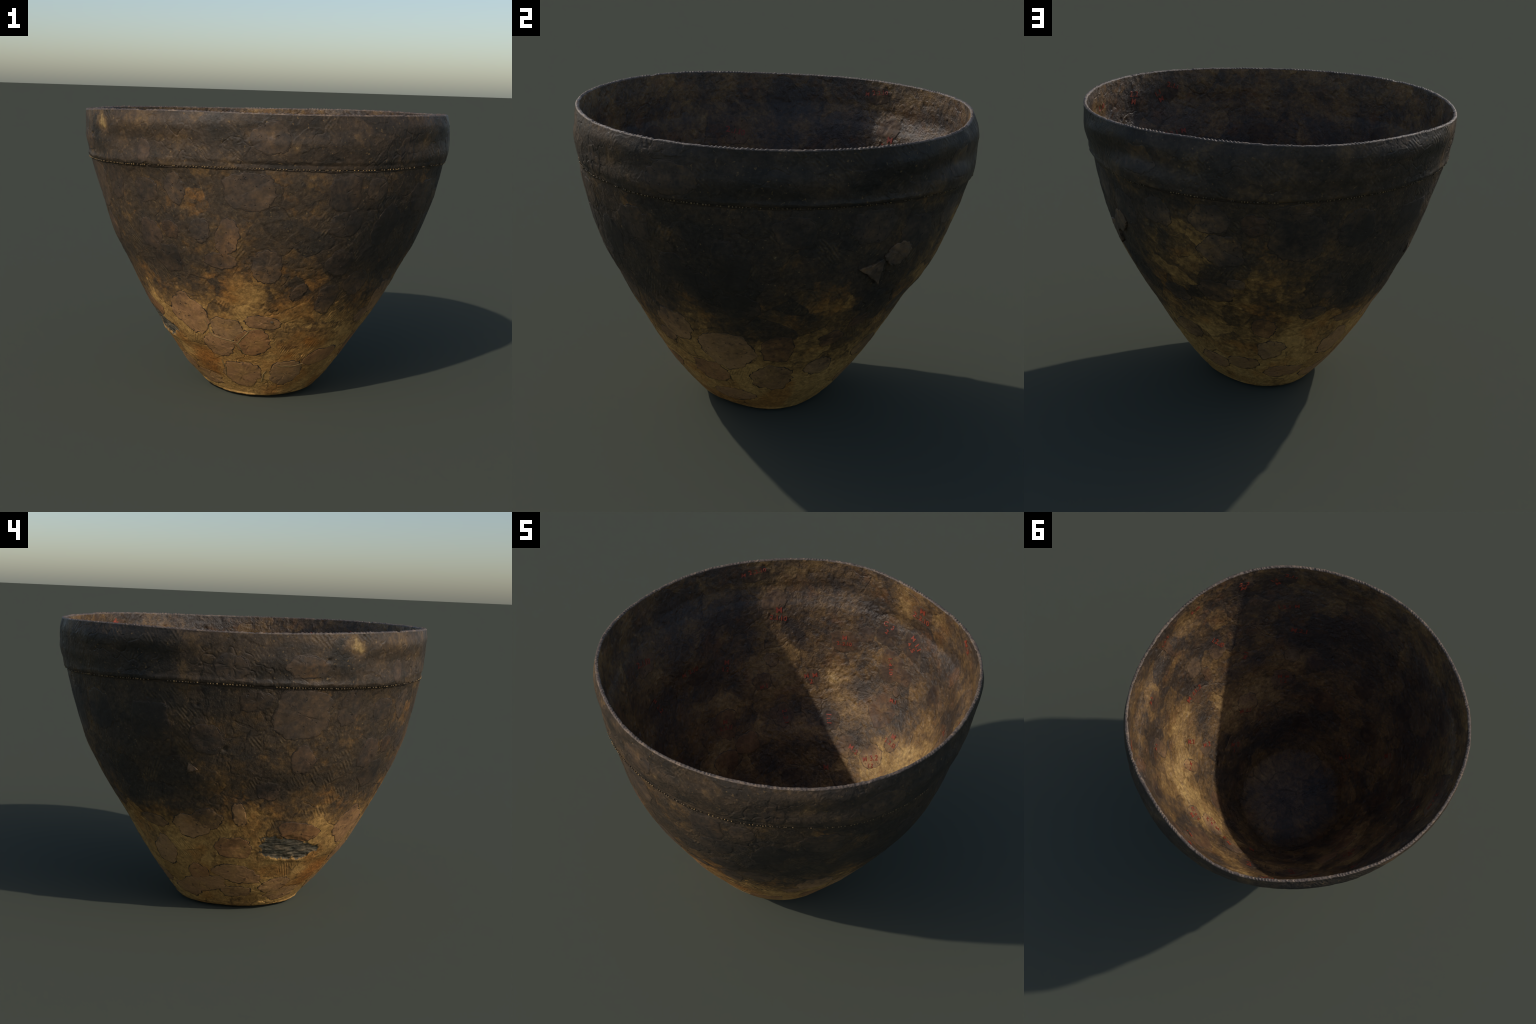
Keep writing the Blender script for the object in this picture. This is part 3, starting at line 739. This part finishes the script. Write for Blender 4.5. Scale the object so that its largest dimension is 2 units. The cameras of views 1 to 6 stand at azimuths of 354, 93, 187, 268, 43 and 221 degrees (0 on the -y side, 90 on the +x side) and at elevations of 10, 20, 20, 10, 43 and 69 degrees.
def patch(point, radius, spec, seed, side):
    """A sherd: a domed plate with a broken outline lying in the wall, and the dirty joint round it."""
    deg, z0, hw, hh, turn, look, square = spec
    a0, t0 = math.radians(deg), math.radians(turn)
    r0 = float(radius(np.array([a0]), np.array([z0]))[0])
    rise = float(radius(np.array([a0]), np.array([z0 + 0.01]))[0] - radius(np.array([a0]), np.array([z0 - 0.01]))[0]) / 0.02
    slope = math.hypot(rise, 1)
    n = 96
    phi = np.arange(n) * TAU / n
    rng = np.random.default_rng(seed)
    sides = rng.integers(5, 8)
    unit = 0
    for q in (np.arange(sides) + rng.uniform(-0.3, 0.3, sides)) * TAU / sides + rng.uniform(0, TAU):
        unit = unit + np.maximum(np.cos(phi - q) / rng.uniform(0.80, 1.06), 0) ** 9
    unit = 0.5 / (np.abs(np.cos(phi)) ** square + np.abs(np.sin(phi)) ** square) ** (1 / square) + 0.5 * unit ** (-1 / 9)
    ring = np.stack([np.cos(phi), np.sin(phi), np.full(n, seed * 3.17)], -1)
    unit *= 1 + 0.22 * noise(ring, 1.3) + 0.16 * noise(ring, 3.4, 5) + 0.10 * noise(ring, 8, 9) + 0.06 * noise(ring, 20, 4)
    x, y = unit * np.cos(phi) * hw, unit * np.sin(phi) * hh
    x, y = x * math.cos(t0) - y * math.sin(t0), x * math.sin(t0) + y * math.cos(t0)
    size = np.hypot(x, y)

    def place(k, grow, lift):
        px, py = x * k + x / size * grow, y * k + y / size * grow
        return point(a0 + side * px / r0, z0 + py / slope, lift)

    width = np.clip(0.0056 * (0.5 + 2.2 * noise(ring, 2.2, 40)) + 0.0045 * noise(ring, 10, 7), 0.0004, 0.0110)
    rings = [place(k, 0, np.full(n, h)) for k, h in ((0.02, .0013), (.16, .0013), (.32, .0013), (.48, .0013), (.64, .0012), (.78, .0012), (.90, .0011))]
    rings += [place(1, -0.0035, np.full(n, .0010)), place(1, -0.001, np.full(n, .0007)), place(1, 0.0003, np.full(n, -.0008))]
    joint = [place(1, -0.004 - 0 * width, np.full(n, -.0004)), place(1, -0.0015, np.full(n, .0004)), place(1, width * 0.5, np.full(n, .0006)), place(1, width * 0.9, np.full(n, .0004)), place(1, width + 0.0006, np.full(n, -.0012))]
    return rings, joint, look


def strip(rings, flip, capped):
    p = np.concatenate(rings)
    n = len(rings[0])
    a = np.arange(len(rings) - 1)[:, None] * n
    q, w = np.arange(n)[None], (np.arange(n)[None] + 1) % n
    f = np.stack([a + q, a + n + q, a + n + w, a + w], -1).reshape(-1, 4)
    faces = [f[:, ::-1] if flip else f]
    if capped:
        p = np.concatenate([p, rings[0].mean(0)[None]])
        cap = np.stack([np.full(n, len(p) - 1), np.arange(n), (np.arange(n) + 1) % n], -1)
        faces.append(cap[:, ::-1] if flip else cap)
    return p, faces


def lay(point, radius, specs, parent, side, first):
    for number, spec in enumerate(specs):
        rings, joint, look = patch(point, radius, spec, first + number, side)
        p, f = strip(rings, False, True)
        sherd = new_object("sherd", new_mesh("sherd", p, f, [MAT[look]]), parent)
        p, f = strip(joint, False, False)
        new_object("joint", new_mesh("joint", p, f, [MAT["crack" if side > 0 else "dirt"]]), sherd)


lay(body_point, body_radius, OUTER_SHERDS, parts["body"], 1, 1)
lay(collar_point, collar_radius, COLLAR_SHERDS, parts["collar"], 1, 201)
lay(inner_point, inner_radius, INNER_SHERDS, parts["interior"], -1, 301)

# ------------------------------------------------------------------ flakes standing proud of the wall


def flake(deg, z0, hw, hh, turn, height, corners, look, seed):
    a0, t0, n = math.radians(deg), math.radians(turn), 72
    r0 = float(body_radius(np.array([a0]), np.array([z0]))[0])
    phi = np.arange(n) * TAU / n
    if corners:
        unit = math.cos(math.pi / corners) / np.cos((phi + math.pi / 2 + math.pi / corners) % (TAU / corners) - math.pi / corners) * 1.25
    else:
        unit = np.ones(n)
    ring = np.stack([np.cos(phi), np.sin(phi), np.full(n, seed)], -1)
    unit = unit * (1 + 0.26 * noise(ring, 1.6) + 0.22 * noise(ring, 4, 3) + 0.10 * noise(ring, 14, 3))
    x, y = unit * np.cos(phi) * hw, unit * np.sin(phi) * hh
    x, y = x * math.cos(t0) - y * math.sin(t0), x * math.sin(t0) + y * math.cos(t0)

    def at(k, share, drop=0.0):
        lean = np.clip(0.5 - 0.5 * y * k / np.abs(y).max(), 0, 1)
        bump = 0.006 * noise(np.stack([x * k, y * k, np.full(n, seed)], -1), 30)
        return body_point(a0 + x * k / r0, z0 + y * k * 0.9, (height * (0.18 + 0.82 * lean) + bump) * share - drop)

    rings = [at(k, 1) for k in (.02, .2, .4, .6, .8, .92)] + [at(.985, .93), at(1.0, .75), at(.99, .3), at(.97, 0, .004)]
    p, f = strip(rings, False, True)
    new_object("flake", new_mesh("flake", p, f, [MAT[look]]), parts["body"])


flake(42.0, 1.035, .072, .060, 12, 0.017, 0, "pale", 1.0)
flake(34.6, 0.965, .066, .062, -40, 0.020, 3, "pale", 2.0)
flake(162.4, 0.868, .028, .027, 20, 0.009, 3, "pale", 3.0)
flake(87.9, 0.820, .046, .034, -8, 0.008, 0, "grey", 4.0)
flake(-91.0, 0.513, .008, .006, 0, 0.006, 0, "flake", 5.0)

# ------------------------------------------------------------------ mortar ridges between the sherds low on the front
RIDGES = [[(-119.5, .505), (-118.6, .455), (-117.5, .415), (-112, .398), (-107.3, .385), (-106.3, .372)], [(-100.5, .455), (-101.6, .440), (-104.0, .410), (-106.3, .374)], [(-106.3, .374), (-104.6, .335), (-102.6, .300)],
          [(-91.5, .200), (-93, .17), (-93.5, .12)], [(-117, .255), (-116, .205), (-118, .15)], [(-85, .235), (-78, .228), (-70, .238)]]


def ridge(path, width, height):
    path = np.array(path)
    t = np.linspace(0, len(path) - 1, 12 * len(path))
    deg, z = np.interp(t, np.arange(len(path)), path[:, 0]), np.interp(t, np.arange(len(path)), path[:, 1])
    th = np.radians(deg)
    r = body_radius(th, z)
    flat = np.stack([th * r.mean(), z * 1.25], -1)
    tangent = np.gradient(flat, axis=0)
    tangent /= np.linalg.norm(tangent, axis=1, keepdims=True)
    across = np.stack([-tangent[:, 1], tangent[:, 0]], -1)
    line = np.stack([flat[:, 0], flat[:, 1], np.zeros(len(t))], -1)
    wob = 0.006 * noise(line, 18, 2) + 0.003 * noise(line, 60, 5)
    w = width * (1 + 1.2 * noise(line, 14, 9))
    cols = []
    for k, h in ((-1.15, -.001), (-.8, .5), (0, 1), (.8, .5), (1.15, -.001)):
        q = flat + across * (k * w + wob)[:, None]
        cols.append(body_point(q[:, 0] / r.mean(), q[:, 1] / 1.25, np.full(len(t), 0.0016 + height * h if h > 0 else -.002)))
    p = np.stack(cols, 1)
    n, m = p.shape[:2]
    a = np.arange(n - 1)[:, None] * m
    q = np.arange(m - 1)[None]
    return p.reshape(-1, 3), np.stack([a + q, a + m + q, a + m + q + 1, a + q + 1], -1).reshape(-1, 4)[:, ::-1]


for path in RIDGES:
    p, f = ridge(path, 0.0036, 0.0010)
    new_object("mortar_ridge", new_mesh("mortar_ridge", p, f[:, ::-1], [MAT["mortar"]]), parts["body"])

# ------------------------------------------------------------------ the pricked seam: a row of small dots under the collar
count = 400
at = (np.arange(count) + RNG.uniform(-0.28, 0.28, count)) * TAU / count
sparse = noise(np.stack([np.cos(at), np.sin(at), np.zeros(count)], -1), 6, 17)
at = at[(sparse > -0.20) & (RNG.random(count) > 0.14)]
zs_at, zt_at = seam_height(at), rim_height(at)
lo, hi = body_point(at, zs_at), collar_point(at, zs_at + 0.085 * (zt_at - zs_at))
mixing = RNG.uniform(0.08, 0.24, len(at))[:, None]
bow_at = 0.13 * np.sin(np.pi * mixing)
centre = lo + (hi - lo) * (mixing + bow_at * np.array([1, 1, -1.0])) + np.stack([np.cos(at), np.sin(at), 0 * at], -1) * 0.0022
rows_, cols_ = 5, 8
v, f = [], []
for c, a in zip(centre, at):
    out = np.array([math.cos(a), math.sin(a), -0.25])
    side = np.array([-math.sin(a), math.cos(a), 0])
    up = np.cross(out, side)
    sx, sz, so = RNG.uniform(.0026, .0052), RNG.uniform(.0028, .0046), RNG.uniform(.0030, .0050)
    base = len(v)
    for i_ in range(rows_ + 1):
        lat = math.pi * (i_ / rows_ - 0.5)
        for j_ in range(cols_):
            lon = TAU * j_ / cols_
            v.append(c + side * sx * math.cos(lat) * math.cos(lon) + out * so * math.cos(lat) * math.sin(lon) + up * sz * math.sin(lat))
    for i_ in range(rows_):
        for j_ in range(cols_):
            q = base + i_ * cols_
            f.append((q + j_, q + (j_ + 1) % cols_, q + cols_ + (j_ + 1) % cols_, q + cols_ + j_))
line3 = np.stack([np.cos(TH), np.sin(TH), zero], -1)
wide = np.clip(0.0045 + 0.009 * noise(line3, 7, 3) + 0.006 * noise(line3, 25, 8), 0.001, 0.012)
strip_rings = [body_point(TH, seam_height(TH) + lift_z, np.full(COLUMNS, out_)) for lift_z, out_ in ((0.0005, .0010), (-0.002, .0012))]
strip_rings += [body_point(TH, seam_height(TH) - 0.002 - wide, zero + .0010), body_point(TH, seam_height(TH) - 0.003 - wide, zero - .001)]
p, f_ = strip(strip_rings, True, False)
new_object("seam_shadow_strip", new_mesh("seam_shadow_strip", p, f_, [MAT["crack"]]), parts["collar"])  # dark strip modelled below the collar edge to draw its shadow line
dots = new_object("seam_dots", new_mesh("seam_dots", np.array(v), np.array(f), [MAT["bead"]]), parts["collar"])
dots["kind"] = "stuff"

# ------------------------------------------------------------------ red inventory marks written on the inside
INK = [
    (109.5, 1.079, 6, .100, "M|2.2.10"), (93.5, 1.230, -8, .055, "C 3|2"), (81.1, 1.212, -32, .085, "M 1.1|4.5"), (88.0, 1.022, -66, .090, "1.4.10"), (80.1, 1.424, -4, .130, "M|2.2.10"), (53.4, 1.49, -40, .054, "M.2"),
    (109.5, .611, -72, .100, "1.1.1"), (80.9, .857, 10, .056, "M.1"), (69.8, .702, 10, .085, "M|2.2.13"), (74.6, .526, 40, .090, "M 3.2|1.2"), (89.0, .516, -9, .048, "M.2"), (102.8, .354, 14, .035, "M"),
    (145.5, 1.478, 10, .150, "M 2.2.10"), (136.2, 1.213, -8, .100, "M|2.1.10"), (-162.5, 1.207, -14, .128, "2.1.10"), (177.9, 1.002, 2, .112, "M 2.10"), (160.0, .943, -20, .075, "M|1.2"), (-161.6, .926, -80, .105, "M 2.2"),
    (167.5, .615, -12, .090, "M|2.3.11"), (133.3, .590, -77, .100, "2.2.1"), (143.7, .776, 4, .045, "M.1"), (121.5, .819, 10, .060, "M M|2"), (-28.0, 1.438, -8, .085, "2.2|M"), (-40.1, 1.424, 30, .085, "1.1|M"),
    (-45.6, 1.480, -16, .060, "2.1.1"), (-7.7, 1.445, 11, .065, "2.10"), (-13.7, 1.040, -60, .120, "1.2.10"), (-24.2, .852, 59, .065, "M.1"), (8.8, 1.437, 34, .110, "1.2.2"), (7.1, .853, 0, .100, "M 1.1.2"),
    (29.4, 1.270, 19, .050, "2.1"), (26.5, .670, -61, .069, "M.2"), (40.2, .634, -100, .048, "M|1"), (4.7, .326, -50, .075, "M 2|1"), (-15.7, .480, -23, .064, "M 1.1"), (-42.7, .610, -2, .060, "M M|1.2"),
    (-45.1, 1.199, 8, .130, "1.2.1 M"), (-49.8, .998, -10, .085, "M.2.1"), (42.9, 1.041, 0, .050, "2.1"), (20.4, .535, -50, .061, "M.2"), (-101.3, .225, 60, .070, "M 2.1"), (-122.3, .532, 70, .050, "M 1"),
]


def written(text, length, rng):
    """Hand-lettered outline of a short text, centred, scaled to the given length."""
    pts, faces = [], []
    lines = text.split("|")
    for row, line in enumerate(lines):
        x = 0.0
        start = len(pts)
        for ch in line:
            if ch == " ":
                x += 0.45
                continue
            cu = bpy.data.curves.new("letter", "FONT")
            cu.body, cu.size, cu.resolution_u, cu.offset = ch, 1.0, 3, 0.022
            tmp = bpy.data.objects.new("letter", cu)
            me = tmp.to_mesh()
            q = np.array([v_.co[:2] for v_ in me.vertices])
            if len(q):
                w, s, tilt = q[:, 0].max() - q[:, 0].min(), rng.uniform(.85, 1.15), rng.uniform(-.16, .16)
                local = (q - [q[:, 0].min(), 0]) * s
                local = local @ np.array([[math.cos(tilt), math.sin(tilt)], [-math.sin(tilt), math.cos(tilt)]])
                off = len(pts)
                pts += [(x + a_, -row * 1.05 + b_ + rng.uniform(-.04, .04) * 0) for a_, b_ in local]
                faces += [[off + i_ for i_ in p_.vertices] for p_ in me.polygons]
                x += w * s + 0.14
            tmp.to_mesh_clear()
            bpy.data.objects.remove(tmp)
            bpy.data.curves.remove(cu)
        mid_x = x / 2
        for n_ in range(start, len(pts)):
            pts[n_] = (pts[n_][0] - mid_x, pts[n_][1])
    q = np.array(pts)
    q[:, 1] -= (q[:, 1].max() + q[:, 1].min()) / 2
    return q * 0.045 * rng.uniform(0.85, 1.1), faces


ink_rng = np.random.default_rng(21)
for deg, z0, turn, length, text in INK:
    q, faces = written(text, length, ink_rng)
    q[:, 1] *= 0.9
    t0, a0 = math.radians(turn), math.radians(deg)
    x, y = q[:, 0] * math.cos(t0) - q[:, 1] * math.sin(t0), q[:, 0] * math.sin(t0) + q[:, 1] * math.cos(t0)
    r0 = float(inner_radius(np.array([a0]), np.array([z0]))[0])
    rise = float(inner_radius(np.array([a0]), np.array([z0 + .02]))[0] - inner_radius(np.array([a0]), np.array([z0 - .02]))[0]) / 0.04
    p = inner_point(a0 - x / r0, z0 + y / math.hypot(rise, 1), np.full(len(x), 0.0030))
    me = bpy.data.meshes.new("red_mark")
    me.from_pydata(p.tolist(), [], faces)
    me.materials.append(MAT["ink"])
    mark = new_object("red_mark", me, parts["interior"])
    thick = mark.modifiers.new("ink", "SOLIDIFY")
    thick.thickness, thick.offset = 0.0008, 0
